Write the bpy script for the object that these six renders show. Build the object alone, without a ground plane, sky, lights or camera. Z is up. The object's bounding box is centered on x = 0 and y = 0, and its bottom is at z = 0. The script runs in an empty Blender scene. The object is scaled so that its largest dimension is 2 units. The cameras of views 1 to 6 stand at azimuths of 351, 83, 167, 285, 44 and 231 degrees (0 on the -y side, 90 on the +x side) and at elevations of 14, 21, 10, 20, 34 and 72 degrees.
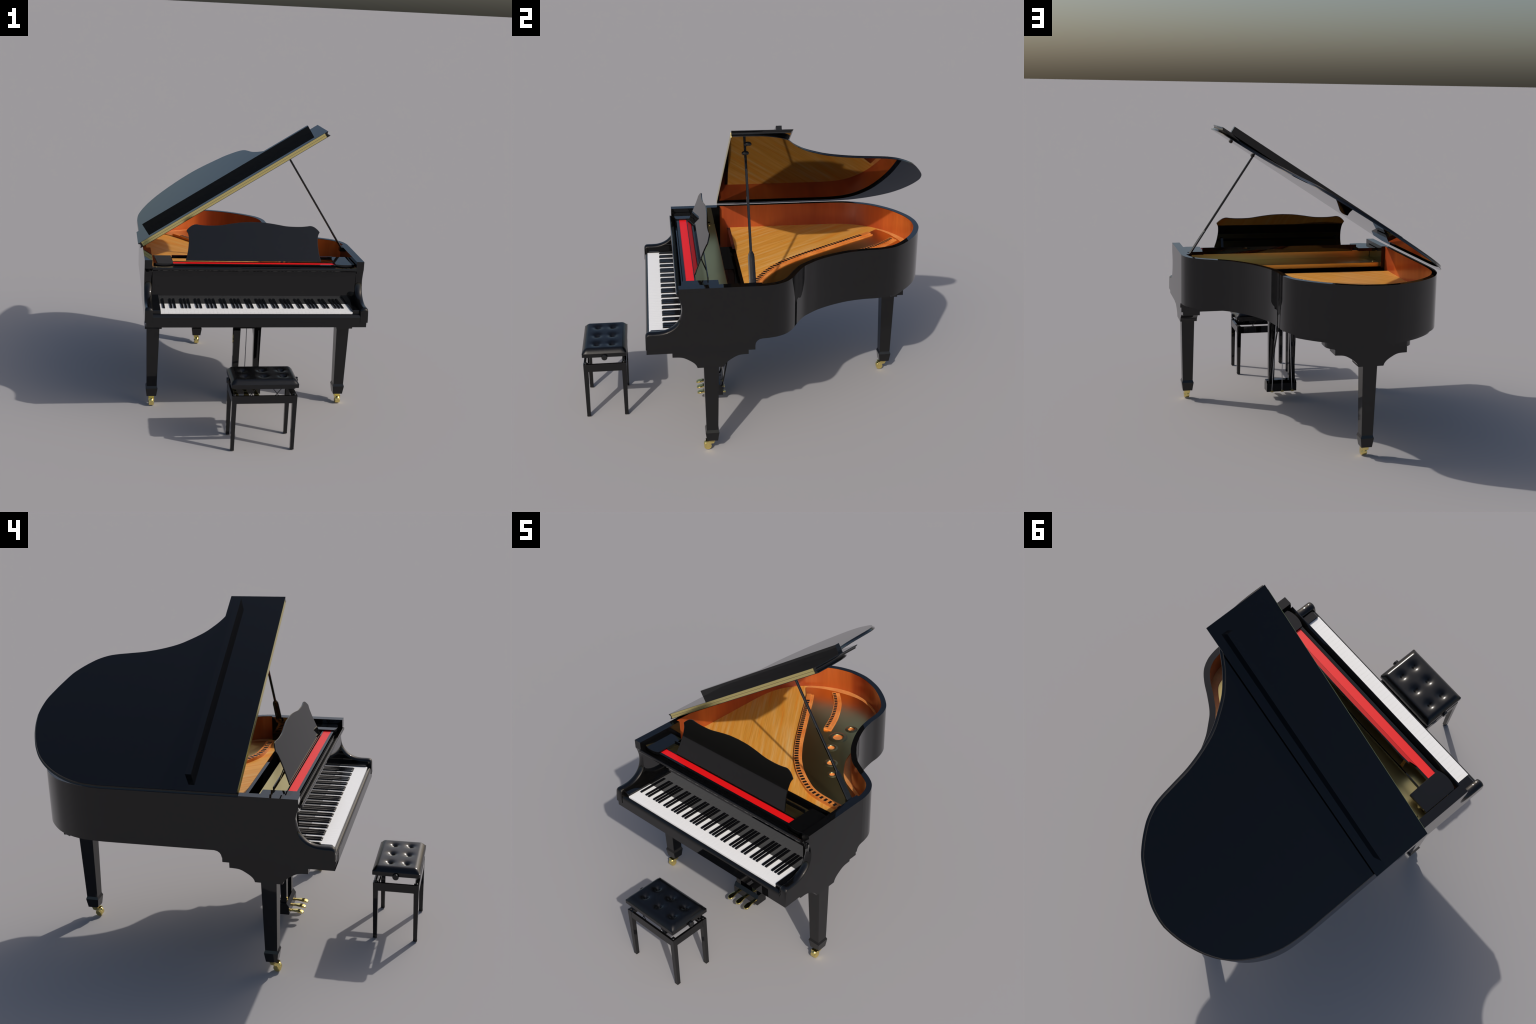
import bpy, bmesh, math
from mathutils import Vector, Matrix

# ------------------------------------------------------------------ materials
def new_mat(name):
    m = bpy.data.materials.new(name)
    m.use_nodes = True
    nt = m.node_tree
    return m, nt, nt.nodes["Principled BSDF"]

def plain(name, col, rough, metal=0.0, spec=0.5, coat=0.0):
    m, nt, b = new_mat(name)
    b.inputs["Base Color"].default_value = (*col, 1)
    b.inputs["Roughness"].default_value = rough
    b.inputs["Metallic"].default_value = metal
    b.inputs["Specular IOR Level"].default_value = spec
    b.inputs["Coat Weight"].default_value = coat
    return m

def ramp(nt, stops):
    r = nt.nodes.new("ShaderNodeValToRGB")
    e = r.color_ramp.elements
    while len(e) < len(stops):
        e.new(0.5)
    for el, (p, c) in zip(e, stops):
        el.position = p
        el.color = (*c, 1)
    return r

def mapping(nt, rot, scale):
    tc = nt.nodes.new("ShaderNodeTexCoord")
    m1 = nt.nodes.new("ShaderNodeMapping")
    m1.inputs["Rotation"].default_value = rot
    m2 = nt.nodes.new("ShaderNodeMapping")
    m2.inputs["Scale"].default_value = scale
    nt.links.new(tc.outputs["Object"], m1.inputs["Vector"])
    nt.links.new(m1.outputs["Vector"], m2.inputs["Vector"])
    return m2

def noise(nt, vec, scale, detail=4, rough=0.55):
    n = nt.nodes.new("ShaderNodeTexNoise")
    n.inputs["Scale"].default_value = scale
    n.inputs["Detail"].default_value = detail
    n.inputs["Roughness"].default_value = rough
    nt.links.new(vec.outputs["Vector"], n.inputs["Vector"])
    return n

def mix(nt, a, b, fac, mode="MIX"):
    n = nt.nodes.new("ShaderNodeMix")
    n.data_type = "RGBA"
    n.blend_type = mode
    if isinstance(fac, float):
        n.inputs[0].default_value = fac
    else:
        nt.links.new(fac, n.inputs[0])
    nt.links.new(a, n.inputs[6])
    nt.links.new(b, n.inputs[7])
    return n.outputs[2]

BLACK = plain("polished_ebony", (0.0035, 0.0035, 0.0037), 0.015)
SATIN = plain("satin_black", (0.006, 0.006, 0.0065), 0.22)
PINBLACK = plain("bridge_notch_black", (0.012, 0.01, 0.009), 0.35)
BRASS = plain("polished_brass", (0.93, 0.76, 0.28), 0.13, 1.0)
HINGE = plain("brass_hinge", (0.92, 0.78, 0.32), 0.2, 1.0)
RIMGOLD = plain("plate_rim_darkened", (0.42, 0.36, 0.18), 0.42, 1.0)  # plate metal darkened and roughened to subdue the sun glint on hole rims
PLATE = plain("bronzed_iron", (0.85, 0.66, 0.26), 0.3, 1.0)
STEEL = plain("steel_rod", (0.55, 0.56, 0.58), 0.25, 1.0)
FELT = plain("red_felt", (0.84, 0.005, 0.006), 0.45)
IVORY = plain("white_key_top", (0.92, 0.915, 0.905), 0.22)
EBONY = plain("black_key_top", (0.004, 0.004, 0.005), 0.12)

def leather():
    m, nt, b = new_mat("black_leather")
    v = mapping(nt, (0, 0, 0), (1, 1, 1))
    n = noise(nt, v, 260, 2)
    r = ramp(nt, [(0.3, (0.002, 0.002, 0.0023)), (0.8, (0.0035, 0.0035, 0.004))])
    nt.links.new(n.outputs["Fac"], r.inputs["Fac"])
    nt.links.new(r.outputs["Color"], b.inputs["Base Color"])
    b.inputs["Roughness"].default_value = 0.25
    return m
LEATHER = leather()

def soundboard_wood():
    m, nt, b = new_mat("spruce_soundboard")
    ang = math.atan2(0.8, -0.6)                    # planks run diagonally
    v = mapping(nt, (0, 0, -ang), (2.2, 52.0, 1.0))   # x along the grain
    n1 = noise(nt, v, 1.0, 3, 0.5)
    r1 = ramp(nt, [(0.28, (0.84, 0.30, 0.034)), (0.44, (0.79, 0.36, 0.056)),
                   (0.57, (0.84, 0.40, 0.085)), (0.74, (0.82, 0.50, 0.18))])
    nt.links.new(n1.outputs["Fac"], r1.inputs["Fac"])
    v2 = mapping(nt, (0, 0, -ang), (5.0, 260.0, 1.0))
    n2 = noise(nt, v2, 1.0, 5, 0.65)
    r2 = ramp(nt, [(0.30, (0.74, 0.70, 0.62)), (0.55, (1, 1, 1)), (0.75, (1.0, 1.0, 0.96))])
    nt.links.new(n2.outputs["Fac"], r2.inputs["Fac"])
    c = mix(nt, r1.outputs["Color"], r2.outputs["Color"], 0.65, "MULTIPLY")
    # plank-to-plank steps
    br = nt.nodes.new("ShaderNodeTexBrick")
    v3 = mapping(nt, (0, 0, -ang), (1.0, 1.0, 1.0))
    nt.links.new(v3.outputs["Vector"], br.inputs["Vector"])
    br.inputs["Scale"].default_value = 1.0
    br.inputs["Brick Width"].default_value = 1.7
    br.inputs["Row Height"].default_value = 0.055
    br.inputs["Mortar Size"].default_value = 0.0
    br.inputs["Color1"].default_value = (0.86, 0.83, 0.78, 1)
    br.inputs["Color2"].default_value = (1, 1, 1, 1)
    c = mix(nt, c, br.outputs["Color"], 0.45, "MULTIPLY")
    nt.links.new(c, b.inputs["Base Color"])
    b.inputs["Roughness"].default_value = 0.42
    b.inputs["Specular IOR Level"].default_value = 0.35
    return m
SOUND = soundboard_wood()

def mahogany(name, stops, scale=(3.2, 3.2, 0.5), streak=0.35, rough=0.3):
    m, nt, b = new_mat(name)
    v = mapping(nt, (0, 0, 0), scale)
    n1 = noise(nt, v, 1.0, 2, 0.4)
    r1 = ramp(nt, stops)
    nt.links.new(n1.outputs["Fac"], r1.inputs["Fac"])
    v2 = mapping(nt, (0, 0, 0), (55, 55, 5))
    n2 = noise(nt, v2, 1.0, 4, 0.6)
    r2 = ramp(nt, [(0.35, (0.72, 0.66, 0.62)), (0.65, (1, 1, 1))])
    nt.links.new(n2.outputs["Fac"], r2.inputs["Fac"])
    c = mix(nt, r1.outputs["Color"], r2.outputs["Color"], streak, "MULTIPLY")
    nt.links.new(c, b.inputs["Base Color"])
    b.inputs["Roughness"].default_value = rough
    return m
LINING = mahogany("mahogany_lining", [(0.32, (0.20, 0.024, 0.008)), (0.45, (0.33, 0.052, 0.014)), (0.56, (0.37, 0.062, 0.016)), (0.66, (0.52, 0.112, 0.022))], rough=0.22)
PEACH = mahogany("pale_ledge_wood", [(0.34, (0.74, 0.27, 0.075)), (0.66, (0.82, 0.36, 0.11))], (14, 14, 14), 0.3, 0.4)
MAPLE = mahogany("bridge_maple", [(0.34, (0.76, 0.22, 0.040)), (0.66, (0.88, 0.33, 0.08))], (14, 14, 14), 0.3)

# ------------------------------------------------------------------ mesh tools
def finish(name, bm, mat, parent=None, angle=35, smooth=True):
    bmesh.ops.recalc_face_normals(bm, faces=bm.faces)
    me = bpy.data.meshes.new(name)
    bm.to_mesh(me)
    bm.free()
    me.materials.append(mat)
    if smooth:
        for p in me.polygons:
            p.use_smooth = True
        me.set_sharp_from_angle(angle=math.radians(angle))
    ob = bpy.data.objects.new(name, me)
    bpy.context.collection.objects.link(ob)
    if smooth:
        wn = ob.modifiers.new("weighted_normals", "WEIGHTED_NORMAL")
        wn.keep_sharp = True
        wn.weight = 100
    if parent is not None:
        adopt(ob, parent)
    return ob

def adopt(ob, parent):
    ob.parent = parent
    ob.matrix_parent_inverse = parent.matrix_basis.inverted()

def copy_of(src, name, loc=(0, 0, 0), parent=None, rot=None):
    ob = src.copy()
    ob.name = name
    ob.location = Vector(loc)
    if rot:
        ob.rotation_euler = rot
    bpy.context.collection.objects.link(ob)
    if parent is not None:
        adopt(ob, parent)
    return ob

def loft(rings, closed=True, caps=True):
    """bmesh through rings of equally many points"""
    bm = bmesh.new()
    vs = [[bm.verts.new(p) for p in r] for r in rings]
    n = len(rings[0])
    for a, b in zip(vs, vs[1:]):
        for i in range(n if closed else n - 1):
            j = (i + 1) % n
            bm.faces.new((a[i], a[j], b[j], b[i]))
    if caps:
        bm.faces.new(vs[0])
        bm.faces.new(vs[-1])
    return bm

def prism(pts, axis, lo, hi, bevel=0.0):
    """polygon of 2D points extruded along one axis from lo to hi"""
    def put(p, t):
        return {"x": (t, p[0], p[1]), "y": (p[0], t, p[1]), "z": (p[0], p[1], t)}[axis]
    bm = loft([[put(p, lo) for p in pts], [put(p, hi) for p in pts]])
    if bevel:
        bevel_all(bm, bevel)
    return bm

def bevel_all(bm, w, seg=2, limit=30):
    bmesh.ops.recalc_face_normals(bm, faces=bm.faces)
    es = [e for e in bm.edges if len(e.link_faces) == 2 and e.calc_face_angle(0) > math.radians(limit)]
    bmesh.ops.bevel(bm, geom=es, offset=w, segments=seg, affect="EDGES", profile=0.5, clamp_overlap=True)

def box(x0, x1, y0, y1, z0, z1, bevel=0.0):
    return prism([(x0, y0), (x1, y0), (x1, y1), (x0, y1)], "z", z0, z1, bevel)

def catmull(pts, per=6):
    out = []
    n = len(pts)
    for i in range(n - 1):
        p0 = pts[max(i - 1, 0)]; p1 = pts[i]; p2 = pts[i + 1]; p3 = pts[min(i + 2, n - 1)]
        for k in range(per):
            t = k / per
            out.append(tuple(0.5 * (2 * b + (c - a) * t + (2 * a - 5 * b + 4 * c - d) * t * t +
                                    (3 * b - a - 3 * c + d) * t ** 3)
                             for a, b, c, d in zip(p0, p1, p2, p3)))
    out.append(tuple(pts[-1]))
    return out

def offset_open(pts, d):
    """shift an open 2D path to its right-hand side; d may be a function of the point"""
    out = []
    for i, p in enumerate(pts):
        a = Vector(pts[max(i - 1, 0)]); b = Vector(pts[min(i + 1, len(pts) - 1)])
        t = (b - a).normalized()
        nrm = Vector((t.y, -t.x))
        w = d(p) if callable(d) else d
        out.append((p[0] + nrm.x * w, p[1] + nrm.y * w))
    return out

def offset_ring(pts, d):
    """inset a closed clockwise 2D polygon with mitred corners"""
    n = len(pts); out = []
    for i in range(n):
        p = Vector(pts[i])
        a = (p - Vector(pts[i - 1])).normalized(); b = (Vector(pts[(i + 1) % n]) - p).normalized()
        na = Vector((a.y, -a.x)); nb = Vector((b.y, -b.x))
        m = na + nb
        m = m / max(m.dot(na), 0.3) if m.length > 1e-6 else na
        out.append((p.x + m.x * d, p.y + m.y * d))
    return out

def cylinder_between(p, q, r, seg=12, r2=None):
    p, q = Vector(p), Vector(q)
    d = (q - p).normalized()
    u = d.orthogonal().normalized(); v = d.cross(u)
    r2 = r if r2 is None else r2
    ring = lambda c, rr: [c + (u * math.cos(a) + v * math.sin(a)) * rr
                          for a in [2 * math.pi * k / seg for k in range(seg)]]
    return loft([ring(p, r), ring(q, r2)])

def bar_between(p, q, w, side, t):
    """square bar from p to q; w along the side vector, t across it"""
    p, q = Vector(p), Vector(q)
    d = (q - p).normalized()
    s = (Vector(side) - d * Vector(side).dot(d)).normalized(); n = d.cross(s)
    r = lambda c: [c + s * a * w / 2 + n * b * t / 2 for a, b in ((-1, -1), (1, -1), (1, 1), (-1, 1))]
    return loft([r(p), r(q)])

def lathe(profile, centre, seg=32, axis="z", caps=True):
    c = Vector(centre); rings = []
    for r, h in profile:
        ring = []
        for k in range(seg):
            a = 2 * math.pi * k / seg
            u, v = r * math.cos(a), r * math.sin(a)
            ring.append(c + Vector({"z": (u, v, h), "x": (h, u, v), "y": (u, h, v)}[axis]))
        rings.append(ring)
    return loft(rings, caps=caps)

def empty(name, loc):
    e = bpy.data.objects.new(name, None)
    e.location = loc
    bpy.context.collection.objects.link(e)
    return e

# ------------------------------------------------------------------ common sizes
MID = 0.0168                       # symmetry plane of keyboard, case front and bench
XL, XR = -0.6400, 0.6728           # outer faces of the case
TOP, BOT = 0.9625, 0.672           # rim top and bottom
SIDE = 0.046                       # thickness of the arms
XIL, XIR = XL + SIDE, XR - SIDE    # between the arms
mirror = lambda x: 2 * MID - x

piano = empty("grand_piano", (MID, 0.1, 0))
piano["label"] = "glossy black grand piano with raised lid and brass fittings"
piano["category"] = "grand piano"

# ------------------------------------------------------------------ rim
OUTER = [(XL, -0.045), (XL, 0.10), (XL, 0.30), (XL, 0.46), (-0.6385, 0.55), (-0.630, 0.632), (-0.604, 0.714), (-0.549, 0.803),
         (-0.449, 0.891), (-0.346, 0.945), (-0.271, 0.967), (-0.199, 0.974), (-0.102, 0.962), (0.010, 0.917),
         (0.107, 0.852), (0.184, 0.778), (0.2185, 0.717), (0.2350, 0.651), (0.2400, 0.576), (0.258, 0.482),
         (0.297, 0.385), (0.346, 0.300), (0.394, 0.243), (0.437, 0.201), (0.505, 0.160), (0.574, 0.124),
         (0.625, 0.085), (0.656, 0.036), (0.669, -0.012), (XR, -0.045)]
outer = catmull(OUTER, 6)
def wall(p):
    if p[0] < -0.55:
        t = min(max((p[1] - 0.5) / 0.3, 0), 1)
        return 0.019 + 0.008 * t
    return 0.027
outer[-1] = (XR, -0.045)
inner = offset_open(outer, wall)
inner[0] = (XL + 0.019, -0.045); inner[-1] = (XR - 0.027, -0.045)
lining_in = offset_open(outer, lambda p: wall(p) + 0.003)
lining_in[0] = (XL + 0.022, -0.045); lining_in[-1] = (XR - 0.030, -0.045)
finish("rim", loft([[(a[0], a[1], BOT), (a[0], a[1], TOP), (c[0], c[1], TOP), (c[0], c[1], TOP - 0.002), (b[0], b[1], TOP - 0.002), (b[0], b[1], BOT)]
                    for a, b, c in zip(outer, inner, lining_in)]), BLACK, piano)
lin_o = [(XL + 0.019, -0.165)] + inner
lin_i = [(XL + 0.022, -0.165)] + lining_in
finish("rim_lining", loft([[(a[0], a[1], 0.69), (a[0], a[1], TOP - 0.0022), (b[0], b[1], TOP - 0.0022), (b[0], b[1], 0.69)]
                           for a, b in zip(lin_o, lin_i)]), LINING, piano)
finish("bottom_board", prism([(XL + 0.015, -0.07)] + [p for p in inner] + [(XR - 0.02, -0.07)], "z", 0.674, 0.684),
       SATIN, piano, smooth=False)

# ------------------------------------------------------------------ arms
CHAIN = [(-0.4655, 0.912), (-0.462, 0.903), (-0.4575, 0.888), (-0.4540, 0.868), (-0.4532, 0.850), (-0.456, 0.825),
         (-0.463, 0.800), (-0.475, 0.777), (-0.492, 0.758), (-0.512, 0.744), (-0.535, 0.734), (-0.560, 0.7285),
         (-0.590, 0.7268), (-0.614, 0.7268), (-0.628, 0.7245), (-0.6365, 0.716), (-0.639, 0.703), (-0.639, 0.670), (-0.639, 0.6365)]
CHAIN_F = [0, 0.05, 0.12, 0.25, 0.45, 0.65, 0.85, 1, 1, 1, 1, 1, 1, 1, 1, 0.85, 0.5, 0.12, 0]
def arm(x0, x1, rest):
    dense = catmull([(*p, f) for p, f in zip(CHAIN, CHAIN_F)], 4)
    path = [(p[0], p[1]) for p in dense]
    h = (x1 - x0) / 2; xm = (x0 + x1) / 2
    rings = []
    for k in range(17):
        s = -1 + 2 * k / 16
        s = math.sin(s * math.pi / 2)
        d = 0.0135 * (1 - math.sqrt(max(0, 1 - s * s)))
        # inside of the panel lies to the left of the chain as it runs down and forward
        pts = []
        for i, (y, z) in enumerate(path):
            a = Vector(path[max(i - 1, 0)]); b = Vector(path[min(i + 1, len(path) - 1)])
            t = (b - a).normalized(); nrm = Vector((-t.y, t.x))
            f = dense[i][2]
            pts.append((xm + s * h, y + nrm.x * d * f, z + nrm.y * d * f))
        rings.append([(xm + s * h, -0.4655, TOP)] + pts + [(xm + s * h, y, z) for y, z in rest])
    return loft(rings)
COVE = [(-0.082, 0.6365), (-0.082, 0.640), (-0.0795, 0.650), (-0.073, 0.660), (-0.062, 0.668), (-0.046, BOT), (-0.045, BOT)]
finish("arm", arm(XL, XIL, [(-0.165, 0.6365), (-0.165, TOP)]), BLACK, piano, 30)
finish("arm", arm(XIR, XR, COVE + [(-0.045, TOP)]), BLACK, piano, 30)
finish("case_side", prism([(-0.165, 0.6365)] + COVE + [(-0.045, TOP), (-0.165, TOP)], "x", XL, XL + 0.019), BLACK, piano, 30)

# ------------------------------------------------------------------ keybed, key slip, fallboard
keybed = finish("keybed", box(-0.632, 0.666, -0.636, -0.205, 0.608, 0.6365), BLACK, piano)
finish("keybed_floor", box(XIL + 0.001, XIR - 0.001, -0.2049, -0.1201, 0.608, 0.613), BLACK, keybed)
finish("keybed_end", box(-0.632, XIL + 0.0008, -0.2049, -0.1201, 0.608, 0.6365), BLACK, keybed)
finish("keybed_end", box(XIR - 0.0008, 0.666, -0.2049, -0.1201, 0.608, 0.6365), BLACK, keybed)
finish("keybed_rail", box(-0.632, 0.666, -0.1200, -0.082, 0.608, 0.6365), BLACK, keybed)
finish("action_cover", box(XIL + 0.001, XIR - 0.001, -0.4448, -0.4045, 0.8400, 0.8990), BLACK, piano)
SLIP = [(-0.636, 0.6366), (-0.636, 0.662), (-0.6352, 0.668), (-0.6325, 0.675), (-0.628, 0.6805), (-0.622, 0.6835), (-0.616, 0.684), (-0.612, 0.682), (-0.612, 0.6366)]
finish("key_slip", prism(SLIP, "x", XIL + 0.0005, XIR - 0.0005), BLACK, piano, 40)
FALL = [(-0.457, 0.64), (-0.457, 0.892), (-0.4585, 0.897), (-0.463, 0.8995), (-0.470, 0.900), (-0.4745, 0.902), (-0.477, 0.9065), (-0.4773, 0.911),
        (-0.4766, 0.916), (-0.4748, 0.9198), (-0.4722, 0.9208), (-0.4685, 0.9188), (-0.4600, 0.9125), (-0.4530, 0.9060), (-0.4490, 0.9000), (-0.445, 0.890), (-0.445, 0.64)]
finish("fallboard", prism(FALL, "x", XIL + 0.001, XIR - 0.001), BLACK, piano, 40)

KX0 = -0.5485
KW = (mirror(KX0) - KX0) / 52
kb = finish("keyboard", box(KX0 + 0.001, mirror(KX0) - 0.001, -0.612, -0.4575, 0.6368, 0.685), SATIN, piano)
bm = box(-KW / 2 + 0.00012, KW / 2 - 0.00012, -0.6195, -0.4574, 0.6852, 0.6955, 0.00025)
wk = finish("white_key", bm, IVORY, kb)
wk.location = (KX0 + KW * 0.5, 0, 0)
for i in range(1, 52):
    copy_of(wk, "white_key", (KX0 + KW * (i + 0.5), 0, 0), kb)
def black_key_mesh():
    R = []
    for y, w, z in ((-0.5495, 0.0069, 0.6962), (-0.5487, 0.0069, 0.6982), (-0.5455, 0.0064, 0.7010), (-0.5420, 0.0061, 0.7024), (-0.4573, 0.0061, 0.7026)):
        wb = 0.0070
        R.append([(-wb, y, 0.6956), (-w, y, z - 0.0008), (-w + 0.0012, y, z), (w - 0.0012, y, z), (w, y, z - 0.0008), (wb, y, 0.6956)])
    return loft(R)
bk0 = None
for i in range(1, 52):
    if i % 7 in (1, 3, 4, 6, 0):            # gaps after A, C, D, F, G
        x = KX0 + KW * i
        if bk0 is None:
            bk0 = finish("black_key", black_key_mesh(), EBONY, kb, 50)
            bk0.location = (x, 0, 0)
        else:
            copy_of(bk0, "black_key", (x, 0, 0), kb)
CHEEK = [(-0.614, 0.6366), (-0.614, 0.700), (-0.611, 0.704), (-0.606, 0.7055), (-0.4575, 0.7055), (-0.4575, 0.6366)]
finish("cheek_block", prism(CHEEK, "x", XIL + 0.001, KX0 - 0.0008), BLACK, piano, 50)
finish("cheek_block", prism(CHEEK, "x", mirror(KX0) + 0.0008, XIR - 0.001), BLACK, piano, 50)

# ------------------------------------------------------------------ soundboard, bridges, iron plate
SBZ = 0.8195
sb_poly = [p for p in lining_in if p[1] > -0.101]
sb_poly = [(XL + 0.022, -0.101)] + sb_poly + [(XIR - 0.003, -0.046), (XIR - 0.003, -0.101)]
finish("soundboard", prism(sb_poly, "z", SBZ - 0.011, SBZ), SOUND, piano, smooth=False)
finish("belly_rail", box(XL + 0.0225, XIR - 0.002, -0.1195, -0.1015, 0.637, SBZ - 0.002), BLACK, piano)

LONG = [(-0.386, 0.735), (-0.334, 0.663), (-0.275, 0.573), (-0.211, 0.480), (-0.144, 0.382), (-0.078, 0.288), (-0.018, 0.211),
        (0.033, 0.151), (0.075, 0.110), (0.120, 0.071), (0.170, 0.035), (0.226, 0.001), (0.285, -0.029), (0.345, -0.046),
        (0.415, -0.0525), (0.492, -0.054), (0.560, -0.053)]
BASS = [(-0.280, 0.853), (-0.270, 0.843), (-0.226, 0.803), (-0.179, 0.751), (-0.139, 0.694), (-0.104, 0.635), (-0.074, 0.573), (-0.046, 0.506), (-0.041, 0.494)]
def arc_table(path):
    s = [0.0]
    for a, b in zip(path, path[1:]):
        s.append(s[-1] + (Vector(b) - Vector(a)).length)
    return s
def at(path, s, d):
    for i in range(len(path) - 1):
        if s[i + 1] >= d or i == len(path) - 2:
            t = (d - s[i]) / max(s[i + 1] - s[i], 1e-9)
            a, b = Vector(path[i]), Vector(path[i + 1])
            return a.lerp(b, t), (b - a).normalized()
def bridge(path, section, flip, pins, pin_size):
    pts = catmull(path, 5)
    rings = []
    for i, p in enumerate(pts):
        t = (Vector(pts[min(i + 1, len(pts) - 1)]) - Vector(pts[max(i - 1, 0)])).normalized()
        n = Vector((t.y, -t.x)) * flip
        rings.append([(p[0] + n.x * w, p[1] + n.y * w, SBZ + h) for w, h in section])
    ob = finish("bridge", loft(rings), MAPLE, piano, 25)
    s = arc_table(pts); first = None
    for d in pins(s[-1]):
        c, t = at(pts, s, d)
        rot = (0, 0, math.atan2(t.y, t.x))
        z = SBZ + max(h for _, h in section)
        if first is None:
            a, b = pin_size
            first = finish("bridge_pin", box(-a, a, -b, b, -0.002, 0.0016), PINBLACK, ob)
            first.location = (c.x, c.y, z); first.rotation_euler = rot
        else:
            copy_of(first, "bridge_pin", (c.x, c.y, z), ob, rot)
def long_pins(total):
    d, out = 0.085, []
    while d < total - 0.02:
        out.append(d)
        d += 0.0235 + 0.011 * (d / total) ** 3
    return out
SECT = [(-0.0145, 0.0), (-0.0145, 0.0185), (0.0130, 0.0185), (0.0150, 0.0125), (0.0290, 0.0125), (0.0310, 0.0110), (0.0310, 0.0)]
bridge(LONG, SECT, -1, long_pins, (0.0072, 0.0112))
BSECT = [(-0.0135, 0.0), (-0.0135, 0.0175), (0.0120, 0.0175), (0.0130, 0.0125), (0.0300, 0.0122), (0.0345, 0.0100), (0.0355, 0.0)]
bridge(BASS, BSECT, -1, lambda L: [0.018 + (L - 0.04) * k / 20 for k in range(21)], (0.0056, 0.0088))

PLATE_OUT = catmull([(-0.470, 0.797), (-0.430, 0.826), (-0.382, 0.852), (-0.320, 0.875), (-0.254, 0.892), (-0.163, 0.905), (-0.10, 0.902), (-0.049, 0.889),
             (0.020, 0.856), (0.086, 0.808), (0.140, 0.748), (0.170, 0.680), (0.185, 0.590), (0.205, 0.490), (0.230, 0.395), (0.255, 0.325),
             (0.296, 0.258), (0.346, 0.197), (0.391, 0.160), (0.437, 0.135), (0.484, 0.112), (0.533, 0.083), (0.565, 0.055), (0.580, 0.017), (0.586, -0.035)], 3)
PLATE_OUT += catmull([(0.560, -0.050), (0.492, -0.050), (0.415, -0.048), (0.345, -0.042), (0.285, -0.024), (0.226, 0.006), (0.170, 0.040), (0.120, 0.076),
             (0.075, 0.115), (0.033, 0.156), (-0.018, 0.217), (-0.078, 0.294), (-0.144, 0.388), (-0.275, 0.579), (-0.334, 0.669), (-0.412, 0.735)], 3)
HOLES = [(0.070, 0.597, 0.0185), (0.067, 0.477, 0.0280), (0.110, 0.366, 0.0195), (0.210, 0.244, 0.0200), (0.290, 0.163, 0.0150)]
PZ = 0.8235
def filled(name, outlines, z, half, bevel, mat, parent):
    cu = bpy.data.curves.new(name, "CURVE")
    cu.dimensions = "2D"; cu.fill_mode = "BOTH"
    cu.extrude = half; cu.bevel_depth = bevel; cu.bevel_resolution = 3; cu.offset = -bevel
    for pts in outlines:
        sp = cu.splines.new("POLY")
        sp.points.add(len(pts) - 1)
        for q, p in zip(sp.points, pts):
            q.co = (p[0], p[1], 0, 1)
        sp.use_cyclic_u = True
    tmp = bpy.data.objects.new(name + "_curve", cu)
    bpy.context.collection.objects.link(tmp)
    dg = bpy.context.evaluated_depsgraph_get()
    me = bpy.data.meshes.new_from_object(tmp.evaluated_get(dg))
    bpy.data.objects.remove(tmp); bpy.data.curves.remove(cu)
    me.materials.clear(); me.materials.append(mat)
    me.transform(Matrix.Translation((0, 0, z)))
    for p in me.polygons:
        p.use_smooth = True
    me.set_sharp_from_angle(angle=math.radians(40))
    ob = bpy.data.objects.new(name, me)
    bpy.context.collection.objects.link(ob)
    adopt(ob, parent)
    return ob
circ = lambda x, y, r, n=40: [(x + r * math.cos(2 * math.pi * k / n), y + r * math.sin(2 * math.pi * k / n)) for k in range(n)]
iron = filled("iron_plate", [PLATE_OUT] + [circ(x, y, r * 1.06) for x, y, r in HOLES], PZ, 0.0010, 0.0020, PLATE, piano)
for x, y, r in HOLES:
    prof = [(r * 2.10, PZ + 0.0026), (r * 1.92, PZ + 0.0034), (r * 1.66, PZ + 0.0058), (r * 1.42, PZ + 0.0072), (r * 1.20, PZ + 0.0070), (r * 1.07, PZ + 0.0058), (r * 1.015, PZ + 0.0034)]
    finish("plate_hole_rim", lathe(prof, (x, y, 0), 40, caps=False), RIMGOLD, iron, 60)
    finish("hole_inner_ring", lathe([(r * 1.02, SBZ - 0.001), (r * 1.02, PZ + 0.0030), (r * 0.985, PZ + 0.0026), (r * 0.975, SBZ - 0.001)], (x, y, 0), 40, caps=False), MAPLE, iron, 50)  # thin orange ring around the inside of the hole
    finish("hole_bottom", lathe([(r * 1.01, SBZ + 0.0002), (r * 1.01, SBZ + 0.0006)], (x, y, 0), 40), PEACH, iron, 50)

# pale ledge of the soundboard between the plate and the rim
i0 = min(range(len(lining_in)), key=lambda i: (lining_in[i][0] + 0.49) ** 2 + (lining_in[i][1] - 0.825) ** 2)
led_o = lining_in[i0:-6]
led_i = offset_open(led_o, 0.062)
finish("soundboard_ledge", loft([[(a[0], a[1], SBZ + 0.0002), (a[0], a[1], SBZ + 0.0008), (b[0], b[1], SBZ + 0.0008), (b[0], b[1], SBZ + 0.0002)] for a, b in zip(led_o, led_i)]), PEACH, piano)

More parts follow.
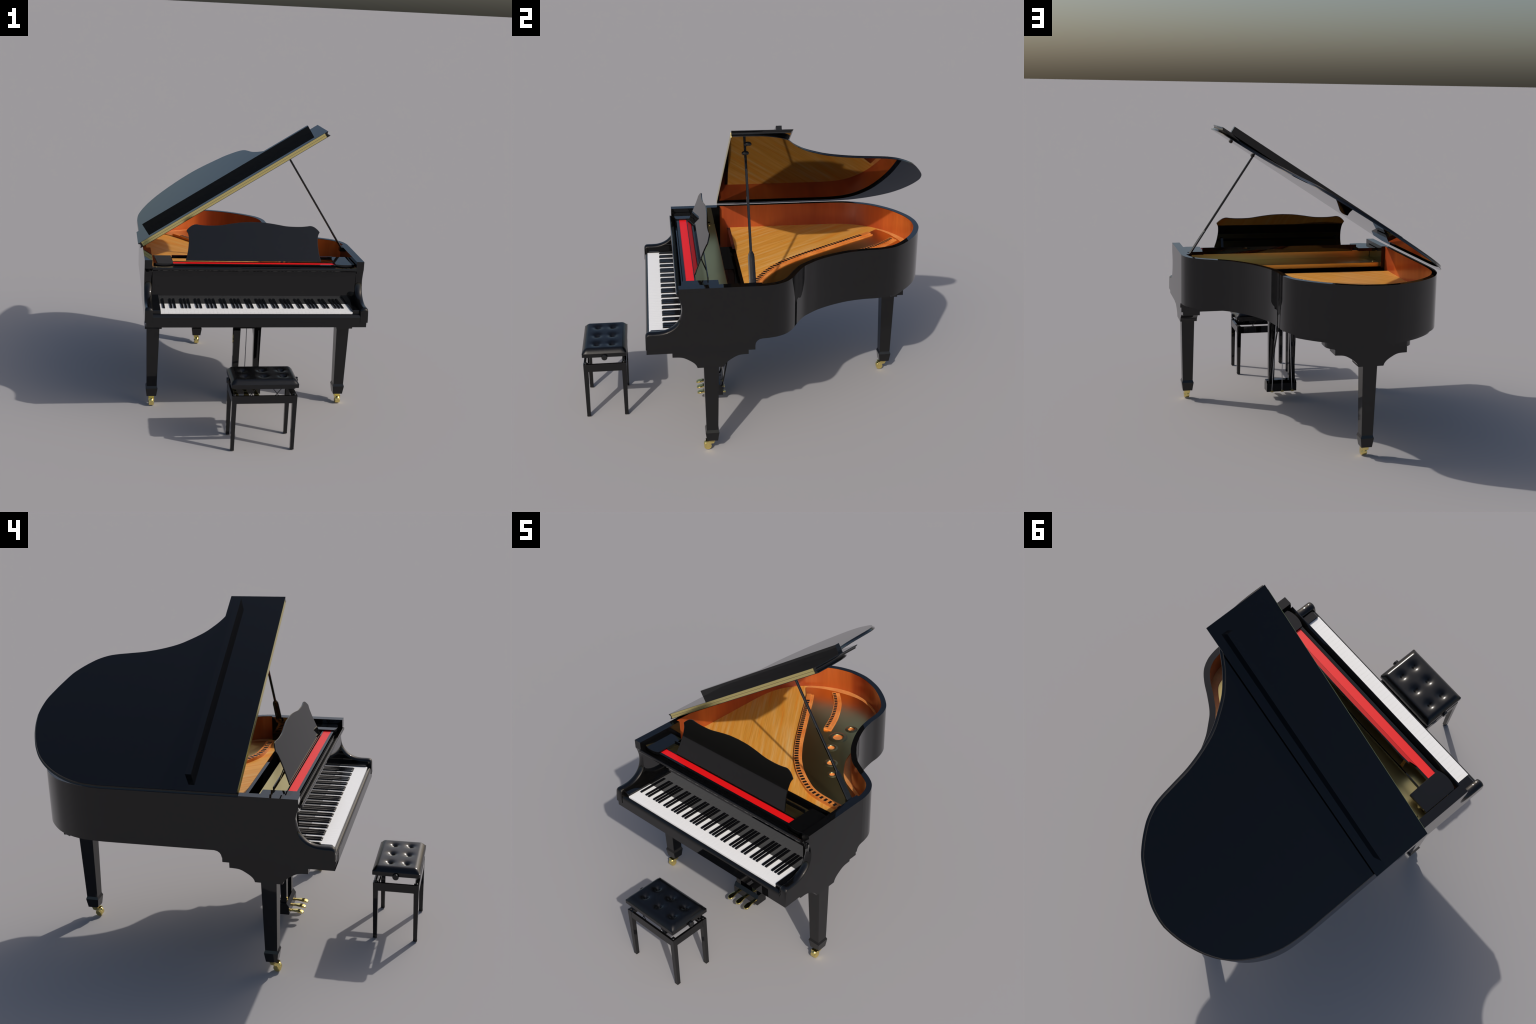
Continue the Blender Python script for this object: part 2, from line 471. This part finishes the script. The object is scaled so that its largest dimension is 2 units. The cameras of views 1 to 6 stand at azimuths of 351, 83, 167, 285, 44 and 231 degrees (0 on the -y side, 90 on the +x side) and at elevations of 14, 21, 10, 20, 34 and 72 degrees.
# pin plate in front of the action gap
front = finish("pin_plate", box(XIL + 0.0005, XIR - 0.0005, -0.404, -0.1985, 0.828, 0.8560, 0.002), PLATE, piano)
finish("pin_plate_flange", box(XIL + 0.002, XIR - 0.002, -0.4035, -0.3990, 0.8562, 0.9000), PLATE, front)
finish("pin_block", box(XIL + 0.0005, XIR - 0.0005, -0.425, -0.400, 0.640, 0.8278), BLACK, piano)
for x in (XIL + 0.03, XIR - 0.03):
    finish("plate_screw", lathe([(0.0075, 0.0), (0.007, 0.002), (0.005, 0.0042), (0.0015, 0.005)], (x, -0.232, 0.8561), 20), PLATE, front, 60)

# ------------------------------------------------------------------ music shelf and desk
RAIL = [(-0.4365, 0.9175), (-0.4365, 0.9320), (-0.4222, 0.9320), (-0.4222, 0.9270), (-0.3783, 0.9270), (-0.3783, 0.9320), (-0.3715, 0.9320), (-0.3715, 0.9175)]
shelf = finish("music_shelf", prism(RAIL, "x", -0.4715, mirror(-0.4715)), BLACK, piano)
finish("shelf_moulding", prism([(-0.4385, 0.900), (-0.4385, 0.912), (-0.436, 0.9172), (-0.376, 0.9172), (-0.376, 0.900)], "x", -0.4715, mirror(-0.4715)), BLACK, shelf)
finish("felt_strip", box(-0.4710, mirror(-0.4710), -0.4220, -0.3785, 0.9271, 0.9288), FELT, shelf)
BLK = [(-0.5880, -0.257), (-0.4755, -0.257), (-0.4720, -0.370), (-0.4720, -0.4365)] + \
      catmull([(-0.4740, -0.4372), (-0.4890, -0.4430), (-0.5045, -0.4470), (-0.5200, -0.4486), (-0.5340, -0.4486), (-0.5500, -0.4470), (-0.5636, -0.4440), (-0.5770, -0.4395), (-0.5880, -0.4335)], 4)
finish("shelf_block", prism(BLK, "z", 0.9185, 0.9380, 0.0008), BLACK, shelf, 30)
finish("shelf_block", prism([(mirror(x), y) for x, y in BLK], "z", 0.9185, 0.9380, 0.0008), BLACK, shelf, 30)

DB, DT = Vector((0, -0.3725, 0.936)), Vector((0, -0.2835, 1.1534))
DU = (DT - DB).normalized(); DN = Vector((1, 0, 0)).cross(DU)          # DN looks backward-down or forward-up
HALF = catmull([(0.411, 0.0), (0.399, 0.050), (0.393, 0.100), (0.3925, 0.130), (0.396, 0.160), (0.4055, 0.181)], 4) + \
       catmull([(0.4055, 0.183), (0.392, 0.198), (0.372, 0.213), (0.350, 0.2195), (0.325, 0.2165), (0.290, 0.2135), (0.240, 0.2135),
                (0.195, 0.2165), (0.130, 0.2275), (0.065, 0.2360), (0.0, 0.2385)], 4)
DESK = HALF + [(-u, v) for u, v in reversed(HALF[:-1])]
to_desk = lambda u, v, n: DB + Vector((MID, 0, 0)) + Vector((1, 0, 0)) * u + DU * v + DN * n
bm = loft([[to_desk(u, v, n) for u, v in DESK] for n in (-0.0035, 0.0035)])
bevel_all(bm, 0.0015, 2, 50)
desk = finish("music_desk", bm, BLACK, piano, 30)
finish("desk_rail", box(-0.4745, mirror(-0.4745), -0.3118, -0.3062, 0.9335, 0.9535, 0.0006), BLACK, desk)
for x in (0.383, mirror(0.383)):
    finish("desk_prop", bar_between((x, -0.311, 0.945), (x, -0.3345, 1.005), 0.015, (1, 0, 0), 0.005), BLACK, desk)

# ------------------------------------------------------------------ lid
LA = Vector((-0.6705, 0, 0.9877))                 # lower edge of the folded flap's upper face
LS = Vector((1.1323, 0, 0.7178)); LLEN = LS.length; LS.normalize()
LN = Vector((-LS.z, 0, LS.x))
to_lid = lambda s, y, n: LA + LS * s + Vector((0, y, 0)) + LN * n
LID = [(0.0, -0.1790), (0.0, 0.20), (0.0, 0.42), (0.0005, 0.53), (0.0115, 0.640), (0.035, 0.716), (0.067, 0.781), (0.110, 0.842), (0.163, 0.894), (0.220, 0.931),
       (0.271, 0.955), (0.329, 0.976), (0.385, 0.990), (0.443, 0.9985)]
LID2 = [(0.443, 0.9985), (0.488, 0.9965), (0.550, 0.985), (0.618, 0.958), (0.687, 0.925), (0.742, 0.895), (0.787, 0.858), (0.824, 0.820), (0.856, 0.780),
        (0.882, 0.730), (0.896, 0.680), (0.908, 0.606), (0.923, 0.518), (0.950, 0.428), (0.985, 0.349), (1.032, 0.282), (1.077, 0.229),
        (1.124, 0.190), (1.165, 0.162), (1.207, 0.140), (1.258, 0.113), (1.285, 0.087), (1.307, 0.055), (1.325, 0.014), (1.336, -0.025), (1.3405, -0.094), (1.3405, -0.1790)]
lid_out = catmull(LID, 5)[:-1] + catmull(LID2, 5)
def lid_layer(outline, levels, front_y):
    rings = []
    for n, d in levels:
        ring = offset_ring(outline, d)
        ring = [(s, front_y if abs(o[1] - front_y) < 1e-6 else y) for (s, y), o in zip(ring, outline)]
        rings.append([to_lid(s, y, n) for s, y in ring])
    return loft(rings)
COVE_LID = [(0.0, 0.0), (0.0038, 0.0), (0.0068, 0.0045), (0.0098, 0.0076), (0.0130, 0.0093), (0.0164, 0.0100)]
COVE_UP = [(0.0, 0.0), (0.0035, 0.0), (0.0060, 0.0045), (0.0088, 0.0076), (0.0118, 0.0093), (0.0151, 0.0100)]
lid = finish("lid", lid_layer(lid_out, [(-0.0316 + h, d) for h, d in COVE_LID], -0.1790), BLACK, piano, 28)
flap_out = [(0.0, -0.1790), (0.0, 0.1285), (LLEN, 0.1285), (LLEN, -0.1790)]
finish("lid_flap", lid_layer(flap_out, [(-h, d) for h, d in COVE_UP], -0.1790), BLACK, lid, 28)
def lid_box(s0, s1, y0, y1, n0, n1, bevel=0.0):
    bm = loft([[to_lid(s, y, n) for s, y in ((s0, y0), (s1, y0), (s1, y1), (s0, y1))] for n in (n0, n1)])
    if bevel:
        bevel_all(bm, bevel)
    return bm
finish("flap_lip", lid_box(0.0636, 1.2758, 0.0512, 0.0806, 0.0003, 0.0420), BLACK, lid)
finish("brass_hinge", lid_box(0.0214, 1.3168, -0.1810, -0.1791, -0.0145, -0.0012, 0.0003), HINGE, lid)
finish("brass_hinge", lid_box(0.0214, 1.3168, -0.1810, -0.1791, -0.0288, -0.0156, 0.0003), HINGE, lid)
for x, z in ((0.3765, 1.614), (0.247, 1.5315)):
    s = (Vector((x, 0, z)) - LA).dot(LS)
    rings = []
    for r, n in ((0.019, -0.0318), (0.019, -0.0345), (0.0150, -0.0400), (0.0095, -0.0425)):
        rings.append([to_lid(s + 0.62 * r * math.cos(a), -0.089 + r * math.sin(a), n) for a in [2 * math.pi * k / 16 for k in range(16)]])
    finish("prop_cup", loft(rings), SATIN, lid, 30)

# prop stick with its slotted lower paddle
P0, P1 = Vector((0.6165, -0.0905, 0.955)), Vector((0.2465, -0.0885, 1.5255))
pd = (P1 - P0).normalized(); pt = pd.cross(Vector((0, 1, 0))).normalized()
def stick_ring(d, w, t):
    c = P0 + pd * d
    return [c + Vector((0, 1, 0)) * a * w / 2 + pt * b * t / 2 for a, b in ((-1, -0.6), (-0.6, -1), (0.6, -1), (1, -0.6), (1, 0.6), (0.6, 1), (-0.6, 1), (-1, 0.6))]
L = (P1 - P0).length
stick = finish("prop_stick", loft([stick_ring(*r) for r in ((0, 0.036, 0.011), (0.135, 0.0335, 0.012), (0.150, 0.0295, 0.012), (0.160, 0.0205, 0.0120), (0.168, 0.0135, 0.0120), (L, 0.0122, 0.0118))]),
               BLACK, piano, 30)
for sgn in (-1, 1):
    c0 = P0 + pd * 0.02 + pt * sgn * 0.0056; c1 = P0 + pd * 0.130 + pt * sgn * 0.0062
    finish("stick_slot", bar_between(c0, c1, 0.004, (0, 1, 0), 0.0010), SATIN, stick)
finish("stick_hinge", box(0.606, XIR + 0.004, -0.108, -0.073, 0.935, 0.9605, 0.001), BLACK, stick)

# ------------------------------------------------------------------ legs
BRK = [(-0.1953, 0.0), (-0.1953, -0.0300)] + catmull([(-0.1950, -0.0302), (-0.1587, -0.0317), (-0.1350, -0.0375), (-0.1136, -0.0489), (-0.0950, -0.0610), (-0.0816, -0.0727), (-0.0730, -0.0850), (-0.0690, -0.0966)], 4)
BRK = BRK + [(-x, z) for x, z in reversed(BRK)]
LEG = [(0.5128, 0.0392), (0.1270, 0.0312), (0.1120, 0.0365), (0.0600, 0.0292)]
def leg(cx, cy, along):
    sq = lambda h, z: [(cx - h, cy - h, z), (cx + h, cy - h, z), (cx + h, cy + h, z), (cx - h, cy + h, z)]
    ob = finish("leg", loft([sq(h, z) for z, h in LEG]), BLACK, piano, 20)
    if along == "y":
        br = prism([(cy - 0.003 + t, 0.6079 + z) for t, z in BRK], "x", cx - 0.0508, cx + 0.0508)
    else:
        br = prism([(cx - 0.001 + t, 0.6079 + z) for t, z in BRK], "y", cy - 0.0508, cy + 0.0490)
    finish("leg_bracket", br, BLACK, ob, 30)
    y0 = cy - 0.0245
    cas = finish("caster", lathe([(0.0165, -0.0165), (0.0200, -0.0145), (0.0204, -0.012), (0.0204, 0.012), (0.0200, 0.0145), (0.0165, 0.0165)], (cx, y0, 0.0205), 28, "x"), BRASS, ob, 40)
    rings = []
    for a in range(0, 181, 15):
        a = math.radians(a)
        r = 0.0185
        rings.append([(cx + r * math.cos(a), y0 + 0.0215 * math.sin(a) * math.cos(b) , 0.0300 + 0.0200 * math.sin(a) * math.sin(b)) for b in [2 * math.pi * k / 20 for k in range(20)]])
    bm = loft(rings)
    finish("caster_hood", bm, BRASS, ob, 60)
    finish("caster_stem", box(cx - 0.0175, cx + 0.0175, cy - 0.020, cy + 0.014, 0.046, 0.0600, 0.002), BRASS, ob)
    finish("caster_fork", prism([(y0 - 0.010, 0.030), (cy + 0.008, 0.038), (cy + 0.012, 0.050), (y0 - 0.010, 0.05)], "x", cx - 0.0175, cx + 0.0175), BRASS, ob)
leg(0.6012, -0.3075, "y")
leg(-0.5765, -0.3075, "y")
leg(-0.1975, 0.8155, "x")
# tail block built up in layers above the rear leg
tail = [p for p in offset_open(outer, 0.022) if p[1] > 0.74]
finish("tail_block", prism(tail, "z", 0.650, 0.6735), BLACK, piano, 30)
blk = catmull([(0.034, 0.735), (0.034, 0.800), (0.026, 0.828), (0.005, 0.852), (-0.03, 0.868), (-0.1985, 0.880), (-0.367, 0.868), (-0.402, 0.852), (-0.423, 0.828), (-0.431, 0.800), (-0.431, 0.735)], 3)
finish("tail_block", prism(blk, "z", 0.6080, 0.6500), BLACK, piano, 30)

# ------------------------------------------------------------------ pedal lyre
lyre = finish("pedal_lyre", box(-0.0745, 0.1001, -0.2780, -0.226, 0.478, 0.608, 0.001), BLACK, piano)
for sgn in (-1, 1):
    def ring(z, xi, xo, y0, y1):
        a, b = sorted((0.0128 + sgn * xi, 0.0128 + sgn * xo))
        return [(a, y0, z), (b, y0, z), (b, y1, z), (a, y1, z)]
    finish("lyre_post", loft([ring(0.085, 0.0478, 0.0820, -0.268, -0.237), ring(0.480, 0.0425, 0.0868, -0.272, -0.232)]), BLACK, lyre, 20)
    finish("lyre_brace", cylinder_between((MID + sgn * 0.083, -0.216, 0.09), (MID + sgn * 0.030, -0.098, 0.676), 0.0045, 10), BLACK, lyre)
PB = [(-0.2830, 0.0440), (-0.2830, 0.0900), (-0.2690, 0.1120), (-0.2270, 0.1120), (-0.2110, 0.0960), (-0.2110, 0.0440)]
finish("pedal_box", prism(PB, "x", MID - 0.0950, MID + 0.0950), BLACK, lyre, 20)
PED = [(-0.1940, 0.0095, 0.0500, 0.0040), (-0.2100, 0.0095, 0.0525, 0.0045), (-0.2850, 0.0095, 0.0590, 0.0048), (-0.3020, 0.0105, 0.0600, 0.0050),
       (-0.3200, 0.0145, 0.0595, 0.0054), (-0.3370, 0.0175, 0.0570, 0.0056), (-0.3480, 0.0165, 0.0545, 0.0054), (-0.3555, 0.0115, 0.0525, 0.0048), (-0.3590, 0.0050, 0.0515, 0.0036)]
first = None
for k in (-1, 0, 1):
    if first is None:
        rings = [[(w * math.copysign(abs(math.cos(a)) ** 0.4, math.cos(a)), y, zc + h * math.copysign(abs(math.sin(a)) ** 0.45, math.sin(a))) for a in [2 * math.pi * i / 20 for i in range(20)]] for y, w, zc, h in PED]
        first = finish("pedal", loft(rings), BRASS, lyre, 50)
        first.location = (MID + 0.065 * k, 0, 0)
    else:
        copy_of(first, "pedal", (MID + 0.065 * k, 0, 0), lyre)
    finish("pedal_rod", cylinder_between((MID + 0.065 * k, -0.2035, 0.050), (MID + 0.033 * k, -0.2140, 0.676), 0.0027, 8), STEEL, lyre)

# ------------------------------------------------------------------ bench
CX, CY = MID, -0.8752
bench = empty("piano_bench", (CX, CY, 0))
bench["label"] = "black piano bench with buttoned leather cushion on four legs"
bench["category"] = "piano bench"
HX, HY = 0.1890, 0.1236
BTN = [(dx, dy) for dx in (-0.1095, 0, 0.1095) for dy in (-0.0450, 0.0415)]
def cushion():
    bm = bmesh.new()
    NX, NY = 120, 84
    Z0, ZE, ZT, R = 0.3770, 0.3970, 0.4220, 0.034
    grid = []
    for i in range(NX + 1):
        col = []
        for j in range(NY + 1):
            # denser sampling near the edges
            u = math.sin((i / NX - 0.5) * math.pi * 0.93) / math.sin(0.5 * math.pi * 0.93)
            v = math.sin((j / NY - 0.5) * math.pi * 0.93) / math.sin(0.5 * math.pi * 0.93)
            x, y = u * HX, v * HY
            rr = 0.005                         # rounded plan corners
            ex, ey = HX - abs(x), HY - abs(y)
            if ex < rr and ey < rr:
                dx, dy = rr - ex, rr - ey
                L = math.hypot(dx, dy); M = max(dx, dy)
                k = M / L if L > 1e-9 else 1
                x = math.copysign(HX - rr + dx * k, x); y = math.copysign(HY - rr + dy * k, y)
            def edge(e):
                t = min(max(e / R, 0), 1)
                return 1 - (1 - t) ** 2.3
            h = edge(ex) * edge(ey)
            z = ZE + (ZT - ZE) * h
            for bx, by in BTN:
                d = math.hypot(x - bx, y - by)
                z -= 0.0180 * math.exp(-(d / 0.0175) ** 1.4) * h
            col.append(bm.verts.new((CX + x, CY + y, z)))
        grid.append(col)
    for i in range(NX):
        for j in range(NY):
            bm.faces.new((grid[i][j], grid[i + 1][j], grid[i + 1][j + 1], grid[i][j + 1]))
    rim = [grid[i][0] for i in range(NX + 1)] + [grid[NX][j] for j in range(1, NY + 1)] + \
          [grid[i][NY] for i in range(NX - 1, -1, -1)] + [grid[0][j] for j in range(NY - 1, 0, -1)]
    low = [bm.verts.new((v.co.x, v.co.y, Z0)) for v in rim]
    for k in range(len(rim)):
        m = (k + 1) % len(rim)
        bm.faces.new((rim[k], rim[m], low[m], low[k]))
    bm.faces.new(low)
    return bm
seat = finish("seat_cushion", cushion(), LEATHER, bench, 50)
for bx, by in BTN:
    finish("cushion_button", lathe([(0.0001, -0.003), (0.0036, -0.0015), (0.0042, 0.0), (0.0036, 0.0017), (0.0020, 0.0029), (0.0001, 0.0033)], (CX + bx, CY + by, 0.4055), 16), BLACK, seat, 60)
finish("seat_board", box(CX - HX + 0.018, CX + HX - 0.018, CY - HY + 0.016, CY + HY - 0.016, 0.3660, 0.3769), SATIN, bench)
FX, FY = 0.1838, 0.1195
for sx in (-1, 1):
    for sy in (-1, 1):
        def sq(z, o, w):
            xs = sorted((CX + sx * (FX - o), CX + sx * (FX - o - w))); ys = sorted((CY + sy * (FY - o), CY + sy * (FY - o - w)))
            return [(xs[0], ys[0], z), (xs[1], ys[0], z), (xs[1], ys[1], z), (xs[0], ys[1], z)]
        lg = finish("leg", loft([sq(0.008, 0.0030, 0.0205), sq(0.285, 0.0005, 0.0262), sq(0.330, 0.0, 0.0270)]), BLACK, bench, 20)
        finish("foot_pad", loft([sq(0.0, 0.0040, 0.0185), sq(0.003, 0.0026, 0.0213), sq(0.0079, 0.0026, 0.0213)]), SATIN, lg, 20)
        finish("corner_pad", lathe([(0.0085, 0.330), (0.0085, 0.334), (0.007, 0.3365), (0.003, 0.3372)], (CX + sx * (FX - 0.0135), CY + sy * (FY - 0.0135), 0), 16), SATIN, lg, 50)
for sy in (-1, 1):
    ys = sorted((CY + sy * (FY - 0.001), CY + sy * (FY - 0.013)))
    finish("apron", box(CX - FX + 0.0265, CX + FX - 0.0265, ys[0], ys[1], 0.2840, 0.3290), BLACK, bench)
for sx in (-1, 1):
    xs = sorted((CX + sx * (FX - 0.001), CX + sx * (FX - 0.013)))
    finish("apron", box(xs[0], xs[1], CY - FY + 0.0265, CY + FY - 0.0265, 0.2840, 0.3290), BLACK, bench)
    kx = CX + sx * HX
    finish("adjusting_knob", lathe([(0.006, sx * -0.02), (0.006, sx * 0.0015), (0.0150, sx * 0.0020), (0.0165, sx * 0.0035), (0.0165, sx * 0.0120), (0.0150, sx * 0.0140)], (kx, CY + 0.0005, 0.3775), 28, "x"), SATIN, bench, 40)
    # scissor lift under each end of the seat
    for sy in (-1, 1):
        mx, my = CX + sx * 0.072, CY + sy * 0.097
        for k in (-1, 1):
            finish("scissor_bar", bar_between((mx - k * 0.034, my + k * 0.002, 0.292), (mx + k * 0.026, my + k * 0.002, 0.3665), 0.0022, (0, 1, 0), 0.0035), SATIN, bench)
finish("lift_shaft", cylinder_between((CX - HX, CY, 0.3720), (CX + HX, CY, 0.3720), 0.0035, 10), SATIN, bench)
for sy in (-1, 1):
    finish("lift_rail", box(CX - FX + 0.012, CX + FX - 0.012, CY + sy * 0.097 - 0.004, CY + sy * 0.097 + 0.004, 0.287, 0.2925), SATIN, bench)
